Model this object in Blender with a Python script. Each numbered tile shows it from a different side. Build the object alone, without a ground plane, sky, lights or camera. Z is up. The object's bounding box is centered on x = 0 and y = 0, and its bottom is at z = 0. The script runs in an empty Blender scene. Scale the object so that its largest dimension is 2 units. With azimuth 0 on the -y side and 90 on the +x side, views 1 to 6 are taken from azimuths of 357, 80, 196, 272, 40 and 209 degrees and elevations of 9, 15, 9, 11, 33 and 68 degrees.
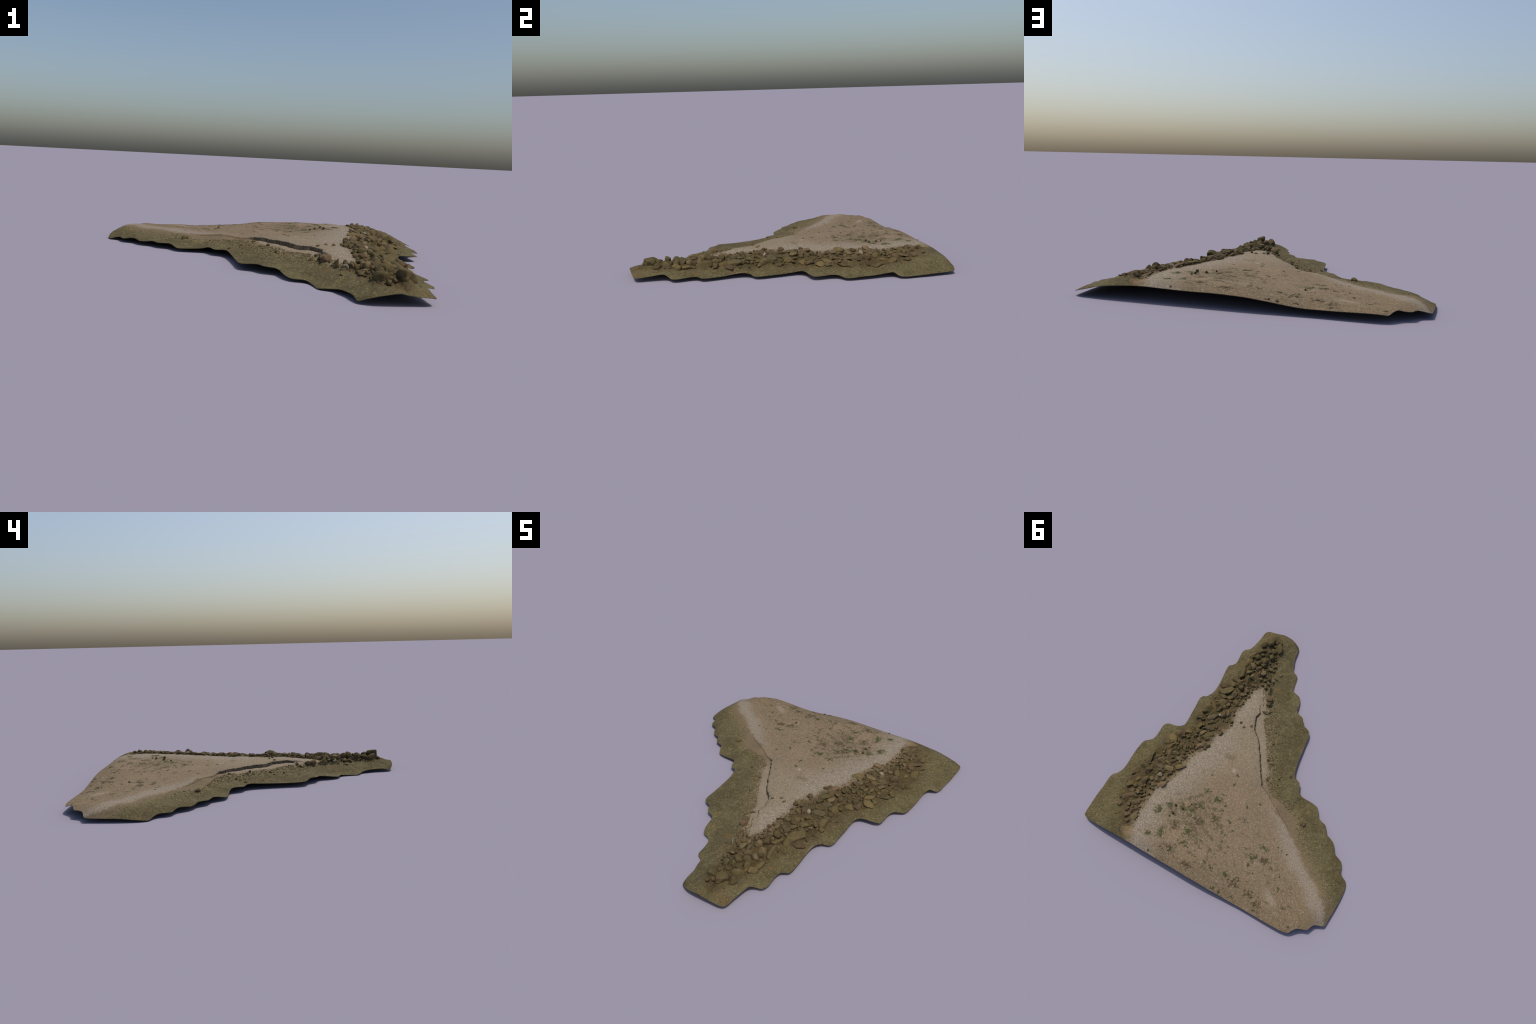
# A coastal headland: a thin crust of ground, a gravel terrace sloping to a
# weedy scalloped shore, a heap of boulders along its east flank and a low
# stone retaining wall on its west side.   Frame: metres, z up, y = along the spit.
import math, random
import numpy as np

random.seed(11)
RNG = np.random.default_rng(11)

# ------------------------------------------------------------------ shoreline
# corner points (x, y, z) of the scalloped rim, stretch by stretch, counter-clockwise
RIM = {
    "south_tip": [(.269,-.964,.010),(.296,-.982,.022),(.336,-.996,.036),(.378,-.999,.045),(.418,-.997,.050),
                  (.460,-.990,.042),(.503,-.983,.037),(.545,-.975,.033)],
    "east_scallop_a": [(.566,-.958,.028),(.571,-.879,.034),(.582,-.785,.043),(.599,-.760,.030),(.627,-.742,.023)],
    "east_scallop_b": [(.638,-.712,.023),(.631,-.658,.025),(.626,-.621,.026),(.630,-.590,.027),(.648,-.571,.024),(.663,-.558,.023)],
    "east_scallop_c": [(.665,-.528,.022),(.657,-.468,.022),(.647,-.409,.023),(.641,-.356,.029),(.641,-.301,.032),
                       (.656,-.260,.027),(.676,-.243,.019),(.697,-.231,.018)],
    "east_scallop_d": [(.707,-.199,.020),(.699,-.131,.019),(.692,-.059,.020),(.686,-.015,.022),(.684,.038,.026),(.693,.058,.031),
                       (.715,.077,.033),(.743,.086,.031),(.789,.095,.030),(.813,.113,.026)],
    "east_scallop_e": [(.818,.135,.025),(.816,.182,.026),(.815,.225,.028),(.824,.258,.027),(.848,.280,.022),(.872,.300,.018)],
    "east_scallop_f": [(.879,.327,.017),(.881,.384,.021),(.878,.458,.022),(.873,.525,.025),(.873,.562,.029),(.883,.596,.034),
                       (.900,.614,.024),(.918,.628,.017)],
    "north_east_flank": [(.928,.663,.014),(.926,.737,.014),(.926,.822,.017),(.922,.887,.019),(.918,.952,.021),(.910,.981,.024)],
    "north_cut": [(.876,.996,.033),(.820,.999,.047),(.766,1.0,.060),(.720,1.0,.067),(.666,.999,.072),(.590,.998,.078),(.509,.998,.081),(.400,.999,.079),
                  (.299,.999,.076),(.199,.999,.076),(.120,.999,.076),(.039,1.0,.074),(-.040,.999,.070),(-.110,.999,.063),(-.170,.997,.056),(-.232,.996,.048),
                  (-.290,.995,.042),(-.344,.993,.038),(-.458,.992,.038),(-.566,.992,.040),(-.671,.989,.041)],
    "north_west_end": [(-.702,.985,.039),(-.731,.976,.037),(-.747,.954,.046),(-.769,.926,.053),(-.800,.910,.046),(-.831,.898,.044),
                       (-.844,.870,.044),(-.858,.846,.041),(-.887,.833,.034),(-.918,.818,.026)],
    "west_point": [(-.923,.783,.022),(-.927,.719,.021),(-.929,.650,.020),(-.929,.575,.014),(-.924,.521,.008),(-.909,.484,.004)],
    "west_scallop_a": [(-.870,.463,.016),(-.845,.440,.021),(-.832,.406,.022),(-.816,.379,.021)],
    "west_scallop_b": [(-.775,.362,.028),(-.751,.350,.029),(-.729,.317,.027),(-.710,.291,.023)],
    "west_scallop_c": [(-.676,.272,.025),(-.640,.258,.030),(-.617,.228,.030),(-.598,.205,.029)],
    "west_scallop_d": [(-.560,.193,.031),(-.534,.183,.031),(-.514,.152,.027),(-.487,.116,.018)],
    "west_scallop_e": [(-.448,.105,.019),(-.401,.103,.021),(-.355,.101,.025),(-.324,.088,.033),(-.305,.056,.035),(-.287,.022,.033)],
    "west_bay": [(-.240,.001,.036),(-.223,-.026,.037),(-.211,-.060,.034),(-.197,-.129,.030),(-.187,-.195,.028),(-.177,-.260,.027),
                 (-.164,-.340,.029),(-.147,-.370,.031)],
    "west_scallop_f": [(-.091,-.394,.036),(-.070,-.420,.037),(-.056,-.441,.036)],
    "west_scallop_g": [(-.004,-.461,.032),(.012,-.477,.028),(.021,-.517,.024),(.035,-.560,.018),(.059,-.594,.013)],
    "west_scallop_h": [(.112,-.612,.012),(.128,-.630,.008),(.142,-.680,.004),(.152,-.728,.002)],
    "south_west_flank": [(.168,-.748,.006),(.207,-.770,.011),(.229,-.815,.019),(.249,-.864,.020),(.260,-.924,.020)],
}
RIM3 = np.array([p for run in RIM.values() for p in run])

# low stone wall on the west side of the terrace: plan of its top edge, south to north
WALL = np.array([(.258,-.410),(.265,-.365),(.247,-.325),(.229,-.295),(.236,-.250),(.212,-.190),(.187,-.153),(.144,-.111),(.112,-.076),(.086,-.040),(.064,-.008),(.042,.024),
                 (.014,.070),(-.029,.131),(-.056,.166),(-.066,.190),(-.100,.205),(-.150,.225),(-.215,.275),(-.262,.292),(-.320,.330),(-.400,.385),(-.470,.430)])
#             drop of the face below the top edge, per plan point
WALL_DROP = np.array([.000,.004,.008,.013,.017,.018,.019,.021,.021,.021,.020,.018,.017,.017,.017,.015,.010,.008,.007,.008,.007,.004,.000])

def crumble(path, drop, gap=.0055):
    """break a drawn line into short offsets, like the edge of rough masonry"""
    at = [0.]
    for i, L in enumerate(np.hypot(*np.diff(path, axis=0).T)): at += [i+k for k in np.linspace(0, 1, max(1, int(L/gap))+1)[1:]]
    at = np.array(at); n = np.arange(len(path))
    P = np.c_[np.interp(at, n, path[:,0]), np.interp(at, n, path[:,1])]
    t = np.gradient(P, axis=0); t /= np.linalg.norm(t, axis=1)[:,None]
    s = np.r_[0, np.cumsum(np.hypot(*np.diff(P, axis=0).T))]
    block = np.floor(s/.034+.4*np.sin(s*40)); rough = np.sin(block*12.9898)*43758.5453; rough = (rough-np.floor(rough)-.5)*.0075
    rough = np.convolve(np.pad(rough, 1, "edge"), (.2, .6, .2), "valid")+.0012*np.sin(s*310)+.0010*np.sin(s*173+1)
    return P+np.c_[-t[:,1], t[:,0]]*rough[:,None], np.interp(at, n, drop)
WALL, WALL_DROP = crumble(WALL, WALL_DROP)

# spot heights inside the rim
SPOT = {
    "terrace": [(.149,.198,.096),(.364,.612,.096),(.314,.618,.095),(.352,.827,.099),(-.182,.860,.074),(-.278,.731,.067),(-.290,.652,.068),
                (-.307,.564,.068),(-.473,.522,.066),(.461,.700,.104),(.233,.117,.097),(.268,-.132,.099),(.236,-.306,.087),(-.227,.313,.080),
                (.187,-.140,.094),(.086,-.030,.095),(.014,.080,.091),(-.056,.190,.087),(-.464,.960,.047),(.110,.640,.090),(.090,.420,.094),(.09,.87,.098),(-.48,.83,.053)],
    "terrace_brow": [(.343,-.487,.071),(.384,-.425,.077),(.379,-.287,.087),(.404,-.201,.091),(.384,-.038,.095),(.419,.037,.094),(.469,.150,.088),
                     (.487,.233,.087),(.506,.348,.092),(.529,.506,.095),(.540,.540,.096),(.46,.48,.099),(.583,.654,.093),(.570,.777,.101),(.545,.840,.101),(.550,.890,.097)],
    "boulder_foot": [(.527,-.815,.052),(.549,-.658,.046),(.569,-.445,.044),(.611,-.306,.046),(.639,-.171,.048),(.645,-.046,.044),(.625,.021,.040),
                     (.687,.122,.048),(.723,.185,.048),(.717,.236,.052),(.752,.499,.044),(.777,.640,.061),(.768,.747,.054),(.59,-.594,.044)],
    "west_slope": [(-.457,.280,.044),(-.641,.569,.063),(-.538,.924,.058),
                   (.185,-.162,.075),(.083,-.051,.074),(.037,.012,.076),(-.033,.123,.074),(-.041,.007,.058),(.208,-.542,.043),
                   (.262,-.490,.054),(.226,-.428,.056),(.255,-.394,.068),(.289,-.589,.058),(-.265,.270,.072)],
    "north_crest": [(0,.935,.095),(.15,.94,.101),(.30,.94,.101),(.45,.94,.103),(.62,.93,.105),(.76,.92,.082),(.85,.92,.055),(-.10,.93,.081),(-.22,.92,.070),(-.35,.90,.062)],
    "west_hollows": [(-.69,.85,.049),(-.72,.57,.051),(-.57,.45,.050),(-.20,.12,.042),(-.306,.248,.053),(-.62,.78,.056),(-.22,.18,.049),(.11,-.28,.050),(.03,-.16,.050)],
    "west_shoulder": [(-.865,.63,.054),(-.87,.79,.056),(-.825,.72,.062),(.21,-.646,.040),(.156,-.590,.034),(.50,-.955,.048),(.25,-.72,.036),(.30,-.74,.050),(.38,-.95,.060)],
    "tip": [(.454,-.854,.076),(.372,-.864,.060),(.40,-.92,.062),(.42,-.75,.067),(.50,-.72,.064),(.36,-.62,.065),(.48,-.62,.061),(.44,-.45,.068),(.49,-.33,.069),(.49,-.136,.079),(.64,.45,.076),(.66,.60,.081),(.68,.72,.084)],
}

def path_distance(P, path):
    """signed distance to an open path (+ = right-hand side), and place along it"""
    P = np.atleast_2d(P)
    best = np.full(len(P), 1e9); sign = np.ones(len(P)); at = np.zeros(len(P))
    for i in range(len(path)-1):
        a, b = path[i], path[i+1]; ab = b-a; L2 = ab@ab
        t = np.clip(((P-a)@ab)/L2, 0, 1)
        d = np.hypot(*(P-a-t[:,None]*ab).T)
        c = ab[0]*(P[:,1]-a[1])-ab[1]*(P[:,0]-a[0])
        m = d < best-1e-9
        best[m] = d[m]; sign[m] = np.where(c[m] > 0, -1, 1); at[m] = i+t[m]
    return best*sign, at

def wall_step(P):
    d, at = path_distance(P, WALL)
    drop = np.interp(at, range(len(WALL_DROP)), WALL_DROP)
    face = np.clip(-d/.0035, 0, 1)
    return np.where(d < 0, drop*face*np.exp(-np.maximum(-d-.0035,0)/.07), 0)

def tps(r2): return np.where(r2 > 0, .5*r2*np.log(np.maximum(r2, 1e-12)), 0)
K3 = np.vstack([RIM3]+[np.array(v) for v in SPOT.values()])
K2 = K3[:,:2]
def fit():
    n = len(K2)
    A = tps(((K2[:,None]-K2[None])**2).sum(-1))
    smooth = np.r_[np.full(len(RIM3),1e-6), np.full(n-len(RIM3),1.5e-3)]
    A[np.arange(n),np.arange(n)] += smooth
    Q = np.c_[np.ones(n), K2]
    M = np.block([[A,Q],[Q.T,np.zeros((3,3))]])
    return np.linalg.solve(M, np.r_[K3[:,2]+wall_step(K2), 0,0,0])
TPS_W = fit()
def ground_smooth(P):
    P = np.atleast_2d(P); out = np.empty(len(P))
    for s in range(0, len(P), 8000):
        q = P[s:s+8000]
        r2 = ((q[:,None]-K2[None])**2).sum(-1)
        out[s:s+8000] = tps(r2)@TPS_W[:-3]+TPS_W[-3]+q@TPS_W[-2:]
    return out - wall_step(P)

# ------------------------------------------------------------------ zone borders, as x over y
BORDER = {
    "gravel_east": [(-1,.44),(-.95,.43),(-.89,.36),(-.60,.325),(-.49,.345),(-.43,.385),(-.28,.378),(-.20,.395),(-.08,.36),(.03,.415),(.16,.430),(.23,.485),
                    (.38,.495),(.50,.525),(.60,.572),(.70,.572),(.78,.570),(.88,.552),(1,.515)],
    "boulder_edge": [(-1,.44),(-.95,.47),(-.92,.508),(-.82,.528),(-.66,.549),(-.445,.569),(-.31,.614),(-.18,.645),(-.05,.648),(.025,.625),(.12,.690),(.18,.727),
                     (.334,.735),(.48,.773),(.60,.80),(.70,.783),(.79,.738),(.86,.669),(1,.60)],
    "grey_gravel": [(-1,.20),(-.49,.20),(-.116,.315),(.066,.262),(.164,.255),(.30,.298),(.40,.335),(.49,.33),(.594,.42),(.70,.433),(.79,.387),(.88,.395),(1,.335)],
    "green_west": [(-1,.52),(-.95,.49),(-.89,.42),(-.80,.40),(-.62,.365),(-.518,.322),(-.463,.262),(-.372,.209),(-.262,.172),(-.154,.087),(-.027,.007),(.05,-.054),(.146,-.089),
                   (.202,-.148),(.22,-.24),(.264,-.391),(.443,-.528),(.49,-.624),(.556,-.71),(.62,-.804),(.673,-.877),(.72,-.93),(1,-1)],
    "wall_line": [(-1,.30),(-.41,.258),(-.325,.25),(-.25,.236),(-.11,.144),(.024,.042),(.13,-.029),(.19,-.066),(.225,-.15),(.275,-.215),(.33,-.32),(.43,-.47),(.6,-.8),(1,-1)],
    "path_inner": [(-1,.2),(.20,-.10),(.315,-.214),(.462,-.382),(.548,-.457),(.60,-.545),(.646,-.636),(.697,-.694),(.76,-.738),(.784,-.815),(.84,-.866),(1,-.99)],
    "path_outer": [(-1,.2),(.20,-.20),(.310,-.231),(.33,-.306),(.413,-.463),(.458,-.521),(.50,-.57),(.557,-.641),(.59,-.715),(.626,-.753),(.678,-.83),(.716,-.886),(.81,-.93),(1,-.99)],
}
def border(name, y):
    c = np.array(BORDER[name]); return np.interp(y, c[:,0], c[:,1])
def ramp(v, w): 
    t = np.clip(v/w*.5+.5, 0, 1); return t*t*(3-2*t)

# ------------------------------------------------------------------ boulders read off the bank
# (stone, x, y, half length mm, half width mm, yaw deg, height factor)
BOULDERS = [
    ("olive", 0.467, -0.867, 46, 31, -83, 1.30), ("olive", 0.502, -0.823, 24, 32, -160, 1.17), ("olive", 0.379, -0.849, 39, 26, -51, 1.26),
    ("olive", 0.488, -0.765, 37, 19, -136, 1.23), ("olive", 0.402, -0.805, 23, 18, -100, 1.26), ("olive", 0.429, -0.786, 13, 14, -149, 1.22),
    ("olive", 0.432, -0.752, 20, 16, -127, 1.56), ("olive", 0.467, -0.739, 18, 15, -152, 1.48), ("olive", 0.391, -0.756, 25, 19, -51, 1.72),
    ("olive", 0.490, -0.700, 24, 25, -154, 1.28), ("mossy", 0.530, -0.704, 32, 23, -109, 1.23), ("mossy", 0.526, -0.641, 37, 21, -86, 0.96),
    ("olive", 0.461, -0.661, 29, 22, -164, 1.25), ("olive", 0.424, -0.696, 26, 26, -149, 1.31), ("olive", 0.411, -0.663, 23, 18, -149, 1.44),
    ("tan", 0.479, -0.619, 24, 27, -153, 1.08), ("olive", 0.490, -0.590, 18, 19, -153, 1.45), ("olive", 0.520, -0.531, 55, 24, -74, 1.15),
    ("tan", 0.477, -0.559, 25, 21, -141, 1.34), ("olive", 0.442, -0.478, 50, 25, -67, 1.21), ("tan", 0.427, -0.618, 25, 22, -150, 1.20),
    ("tan", 0.375, -0.602, 21, 23, -148, 1.39), ("tan", 0.421, -0.532, 32, 24, 176, 1.25), ("grey", 0.403, -0.584, 26, 15, -68, 1.54),
    ("grey", 0.392, -0.504, 13, 15, -149, 1.63), ("tan", 0.370, -0.550, 14, 14, -148, 1.58), ("olive", 0.319, -0.578, 18, 14, -105, 1.58),
    ("pale", 0.288, -0.589, 20, 9, -51, 2.30), ("grey", 0.307, -0.548, 17, 12, -51, 1.68), ("tan", 0.265, -0.502, 33, 13, -71, 2.30),
    ("tan", 0.306, -0.508, 13, 13, -144, 1.63), ("pinkish", 0.228, -0.433, 26, 23, -143, 1.55), ("olive", 0.210, -0.397, 26, 16, -120, 1.51),
    ("mossy", 0.542, -0.459, 36, 16, 163, 1.14), ("olive", 0.488, -0.445, 39, 18, -112, 1.41), ("mossy", 0.531, -0.410, 23, 28, -155, 0.94),
    ("olive", 0.456, -0.407, 27, 25, -153, 1.16), ("tan", 0.458, -0.448, 13, 15, -153, 1.63), ("pinkish", 0.410, -0.402, 18, 16, -116, 1.51),
    ("olive", 0.542, -0.339, 57, 35, -141, 0.68), ("umber", 0.584, -0.377, 44, 24, -150, 0.88), ("grey", 0.471, -0.336, 30, 22, -58, 1.07),
    ("olive", 0.538, -0.284, 33, 20, 178, 1.00), ("olive", 0.485, -0.295, 22, 18, -153, 1.00), ("olive", 0.521, -0.231, 33, 33, -154, 0.60),
    ("olive", 0.469, -0.268, 23, 13, -153, 1.31), ("olive", 0.422, -0.271, 23, 23, -128, 0.97), ("olive", 0.466, -0.237, 28, 14, -111, 1.24),
    ("tan", 0.419, -0.356, 16, 16, -152, 1.32), ("olive", 0.585, -0.139, 51, 43, -119, 0.71), ("mossy", 0.556, -0.176, 45, 17, -45, 0.87),
    ("olive", 0.543, -0.202, 17, 20, -154, 1.09), ("olive", 0.614, -0.062, 35, 26, -121, 0.57), ("grey", 0.515, -0.096, 46, 28, -136, 0.63),
    ("tan", 0.428, -0.171, 25, 19, -58, 1.14), ("olive", 0.507, -0.171, 30, 14, -118, 1.32), ("pale", 0.474, -0.132, 12, 12, -154, 1.68),
    ("umber", 0.451, -0.146, 28, 23, -86, 1.10), ("olive", 0.506, -0.055, 25, 14, -149, 0.89), ("mossy", 0.565, 0.005, 26, 21, -122, 1.02),
    ("grey", 0.506, 0.006, 33, 20, -132, 0.93), ("olive", 0.464, -0.008, 18, 19, -154, 0.84), ("olive", 0.552, 0.050, 20, 16, -107, 1.25),
    ("tan", 0.506, 0.054, 27, 18, -125, 1.08), ("olive", 0.459, 0.052, 41, 28, -119, 0.57), ("grey", 0.443, 0.078, 27, 14, -130, 0.95),
    ("mossy", 0.610, 0.088, 26, 26, -110, 0.80), ("umber", 0.644, 0.125, 31, 24, -91, 1.09), ("mossy", 0.685, 0.188, 35, 37, -153, 0.45),
    ("olive", 0.619, 0.142, 20, 15, -140, 1.37), ("olive", 0.587, 0.125, 12, 14, -153, 1.25), ("olive", 0.543, 0.098, 18, 18, -155, 1.14),
    ("pinkish", 0.461, 0.153, 30, 26, -152, 0.80), ("mossy", 0.657, 0.247, 43, 20, -103, 0.74), ("mossy", 0.632, 0.312, 37, 18, -69, 0.63),
    ("olive", 0.590, 0.221, 20, 15, -56, 1.07), ("olive", 0.620, 0.248, 19, 12, -55, 0.75), ("olive", 0.556, 0.221, 27, 14, -65, 1.16),
    ("tan", 0.603, 0.284, 18, 15, -153, 0.75), ("grey", 0.545, 0.311, 22, 21, -117, 0.54), ("umber", 0.570, 0.348, 20, 18, -152, 0.63),
    ("mossy", 0.608, 0.375, 20, 16, -153, 0.95), ("grey", 0.658, 0.377, 28, 21, -125, 0.75), ("mossy", 0.693, 0.361, 24, 15, -144, 0.90),
    ("grey", 0.635, 0.429, 34, 23, -148, 0.68), ("mossy", 0.502, 0.357, 40, 24, -137, 0.62), ("tan", 0.564, 0.406, 38, 23, -173, 0.51),
    ("umber", 0.684, 0.496, 28, 25, -155, 1.47), ("olive", 0.734, 0.477, 32, 23, -156, 1.35), ("grey", 0.612, 0.453, 19, 16, -153, 1.05),
    ("pale", 0.596, 0.482, 19, 16, -153, 1.09), ("grey", 0.558, 0.498, 19, 16, -141, 1.00), ("tan", 0.598, 0.520, 24, 16, -54, 1.05),
    ("tan", 0.628, 0.535, 20, 16, -153, 1.00), ("pinkish", 0.535, 0.539, 32, 23, -112, 0.68), ("tan", 0.589, 0.566, 24, 23, -152, 0.60),
    ("grey", 0.623, 0.573, 13, 13, -153, 1.43), ("mossy", 0.749, 0.636, 27, 28, -153, 0.51), ("mossy", 0.717, 0.579, 24, 14, -104, 0.84),
    ("olive", 0.665, 0.561, 29, 23, -118, 1.10), ("umber", 0.705, 0.677, 25, 18, -154, 0.88), ("tan", 0.692, 0.684, 15, 13, -154, 1.11),
    ("tan", 0.659, 0.667, 17, 16, -94, 1.00), ("olive", 0.705, 0.632, 16, 16, -153, 0.86), ("tan", 0.590, 0.708, 18, 15, -151, 0.80),
    ("umber", 0.695, 0.722, 52, 28, -142, 0.46), ("tan", 0.628, 0.743, 29, 21, -151, 0.72), ("tan", 0.648, 0.803, 15, 14, -151, 0.84),
    ("tan", 0.572, 0.837, 35, 24, -129, 0.32), ("umber", 0.635, 0.846, 19, 13, -150, 0.36), ("olive", 0.700, 0.238, 25, 25, -154, 0.45),
    ("olive", 0.729, 0.322, 41, 23, -125, 0.54), ("olive", 0.742, 0.386, 45, 25, -90, 0.81), ("olive", 0.777, 0.538, 39, 26, -103, 0.66),
    ("olive", 0.695, 0.856, 27, 16, -141, 0.32), ("tan", 0.309, -0.155, 11, 10, -117, 1.20), ("grey", 0.269, -0.134, 12, 8, -138, 1.00),
    ("grey", 0.225, -0.166, 10, 8, -147, 1.00), ("grey", 0.206, -0.320, 18, 11, -165, 1.00), ("olive", 0.176, -0.348, 14, 7, -121, 1.00),
    ("grey", -0.008, -0.006, 10, 10, -144, 1.00), ("grey", -0.042, 0.007, 12, 8, -145, 1.00), ("olive", 0.025, -0.140, 10, 9, -144, 1.00),
    ("olive", -0.076, 0.125, 12, 7, 171, 1.00), ("olive", -0.210, 0.013, 9, 9, -148, 1.00), ("olive", -0.148, 0.075, 9, 8, -146, 1.00),
    ("olive", 0.276, -0.612, 15, 12, -145, 1.00), ("olive", 0.261, -0.664, 17, 11, -120, 0.80), ("tan", -0.457, 0.283, 20, 18, -148, 1.00),
    ("grey", 0.554, 0.568, 8, 9, -152, 1.00), ("pale", 0.443, 0.177, 8, 7, -152, 1.00), ("tan", 0.480, 0.179, 11, 9, -153, 1.00),
    ("umber", 0.654, 0.813, 19, 16, -151, 0.90), ("tan", 0.623, 0.845, 20, 15, -139, 0.90), ("umber", 0.598, 0.879, 16, 13, -127, 0.90),
    ("umber", 0.719, 0.801, 23, 20, -117, 0.80), ("tan", 0.585, 0.757, 16, 13, -151, 0.80), ("umber", 0.610, 0.799, 17, 15, -117, 0.90),
    ("olive", 0.751, 0.736, 27, 22, -97, 0.80),
]

import bpy, bmesh
from mathutils import Vector, noise as mnoise
from mathutils.geometry import delaunay_2d_cdt

def boulder_height(b): return min(b[3], b[4])*.001*.95*b[6]

# ------------------------------------------------------------------ ground relief
def catmull(P, step):
    out = []; n = len(P)
    for i in range(n):
        p0,p1,p2,p3 = P[i-1],P[i],P[(i+1)%n],P[(i+2)%n]
        t0 = 0; t1 = np.linalg.norm(p1-p0)**.5; t2 = t1+np.linalg.norm(p2-p1)**.5; t3 = t2+np.linalg.norm(p3-p2)**.5
        k = max(1, int(np.linalg.norm(p2-p1)/step))
        for t in np.linspace(t1, t2, k, endpoint=False):
            a1 = (t1-t)/(t1-t0)*p0+(t-t0)/(t1-t0)*p1; a2 = (t2-t)/(t2-t1)*p1+(t-t1)/(t2-t1)*p2; a3 = (t3-t)/(t3-t2)*p2+(t-t2)/(t3-t2)*p3
            b1 = (t2-t)/(t2-t0)*a1+(t-t0)/(t2-t0)*a2; b2 = (t3-t)/(t3-t1)*a2+(t-t1)/(t3-t1)*a3
            out.append((t2-t)/(t2-t1)*b1+(t-t1)/(t2-t1)*b2)
    return np.array(out)

RIM_FINE = catmull(RIM3, .006)
def inside(P, poly):
    x, y = P[:,0], P[:,1]; c = np.zeros(len(P), bool)
    for i in range(len(poly)):
        (xa,ya),(xb,yb) = poly[i-1,:2], poly[i,:2]
        m = (ya > y) != (yb > y)
        c ^= m & (x < (xb-xa)*(y-ya)/(yb-ya+1e-15)+xa)
    return c

def fbm(P, freq, seed, octaves=3):
    o = Vector((seed*3.7, seed*1.3, seed*7.1))
    return np.array([mnoise.fractal(Vector((p[0]*freq, p[1]*freq, 0))+o, .9, 2.1, octaves, noise_basis='PERLIN_ORIGINAL') for p in P])
def cells(P, freq, seed):
    out = np.empty(len(P))
    for i, p in enumerate(P):
        d, _ = mnoise.voronoi(Vector((p[0]*freq, p[1]*freq, seed*5.3)))
        out[i] = d[1]-d[0]
    return out

def ground(P):
    """height of the finished ground at plan points P"""
    h = ground_smooth(P)
    x, y = P[:,0], P[:,1]
    loop = np.vstack([RIM3[:,:2], RIM3[:1,:2]])
    rim = np.clip(np.abs(path_distance(P, loop)[0])/.035, 0, 1)
    green = ramp(border("green_west", y)-x, .05)
    bank = ramp(x-border("gravel_east", y), .03)*ramp(border("boulder_edge", y)-x, .05)
    outer = ramp(x-border("boulder_edge", y), .05)
    shingle = green*ramp(x-border("green_west", y)+.16, .14)
    top = np.clip(1-green-bank-outer, 0, 1)
    soft, fine = fbm(P, 9, 1), fbm(P, 38, 2)
    pebble = np.clip(cells(P, 62, 3), 0, .6)-.25
    h = h + rim*((green+outer)*(.0042*soft+.0034*fine) + shingle*.0085*pebble + bank*(.0035*soft+.0040*fine+.009*pebble-.002) + top*(.0009*soft+.0007*fine))
    lift = np.zeros(len(P))
    for b in BOULDERS:
        c, s = math.cos(math.radians(b[5])), math.sin(math.radians(b[5]))
        dx, dy = x-b[1], y-b[2]
        m = np.hypot(dx, dy) < b[3]*.0035
        q = ((dx[m]*c+dy[m]*s)/(b[3]*.00115))**2 + ((-dx[m]*s+dy[m]*c)/(b[4]*.00115))**2
        lift[m] = np.maximum(lift[m], .50*boulder_height(b)*np.exp(-q*q))
    return h+lift*rim

def build_ground():
    gap = .0055
    ys = np.arange(-1, 1, gap*.866)
    P = np.array([(x+(j % 2)*gap/2, y) for j, y in enumerate(ys) for x in np.arange(-.94, .94, gap)])
    P += RNG.uniform(-.0012, .0012, P.shape)
    P = P[inside(P, RIM_FINE)]
    rim_loop = np.vstack([RIM_FINE[:,:2], RIM_FINE[:1,:2]])
    P = P[np.abs(path_distance(P, rim_loop)[0]) > gap*.55]
    # two mesh lines along the wall: its top edge and its foot
    fine = WALL; tan = np.gradient(fine, axis=0); tan /= np.linalg.norm(tan, axis=1)[:,None]
    nor = np.c_[-tan[:,1], tan[:,0]]
    wob = np.array([mnoise.noise(Vector((p[0]*55, p[1]*55, 4)))*.0030+mnoise.noise(Vector((p[0]*160, p[1]*160, 4)))*.0022 for p in fine])
    crest, foot = fine-nor*.0004, fine+nor*(.0044+np.abs(wob))[:,None]
    P = P[np.abs(path_distance(P-0, fine)[0]) > .0065]
    n0 = len(RIM_FINE); n1 = n0+len(crest); n2 = n1+len(foot)
    V = np.vstack([RIM_FINE[:,:2], crest, foot, P])
    E = [(i, (i+1) % n0) for i in range(n0)]+[(i, i+1) for i in range(n0, n1-1)]+[(i, i+1) for i in range(n1, n2-1)]
    out, _, F, orig, _, _ = delaunay_2d_cdt([Vector(v) for v in V], E, [], 1, 1e-6)
    V2 = np.array([(v.x, v.y) for v in out])
    z = ground(V2)
    for i, o in enumerate(orig):
        if any(k < n0 for k in o): z[i] = RIM_FINE[min(o),2]
    F = np.array([f for f in F if len(f) == 3])
    a, b, c = V2[F[:,0]], V2[F[:,1]], V2[F[:,2]]
    area = (b[:,0]-a[:,0])*(c[:,1]-a[:,1])-(b[:,1]-a[:,1])*(c[:,0]-a[:,0])
    F[area < 0] = F[area < 0][:, ::-1]
    return np.c_[V2, z], F[np.abs(area) > 1e-12]

def vertex_normals(V, F):
    n = np.cross(V[F[:,1]]-V[F[:,0]], V[F[:,2]]-V[F[:,0]])
    out = np.zeros_like(V)
    for k in range(3): np.add.at(out, F[:,k], n)
    return out/np.maximum(np.linalg.norm(out, axis=1), 1e-12)[:,None]

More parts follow.
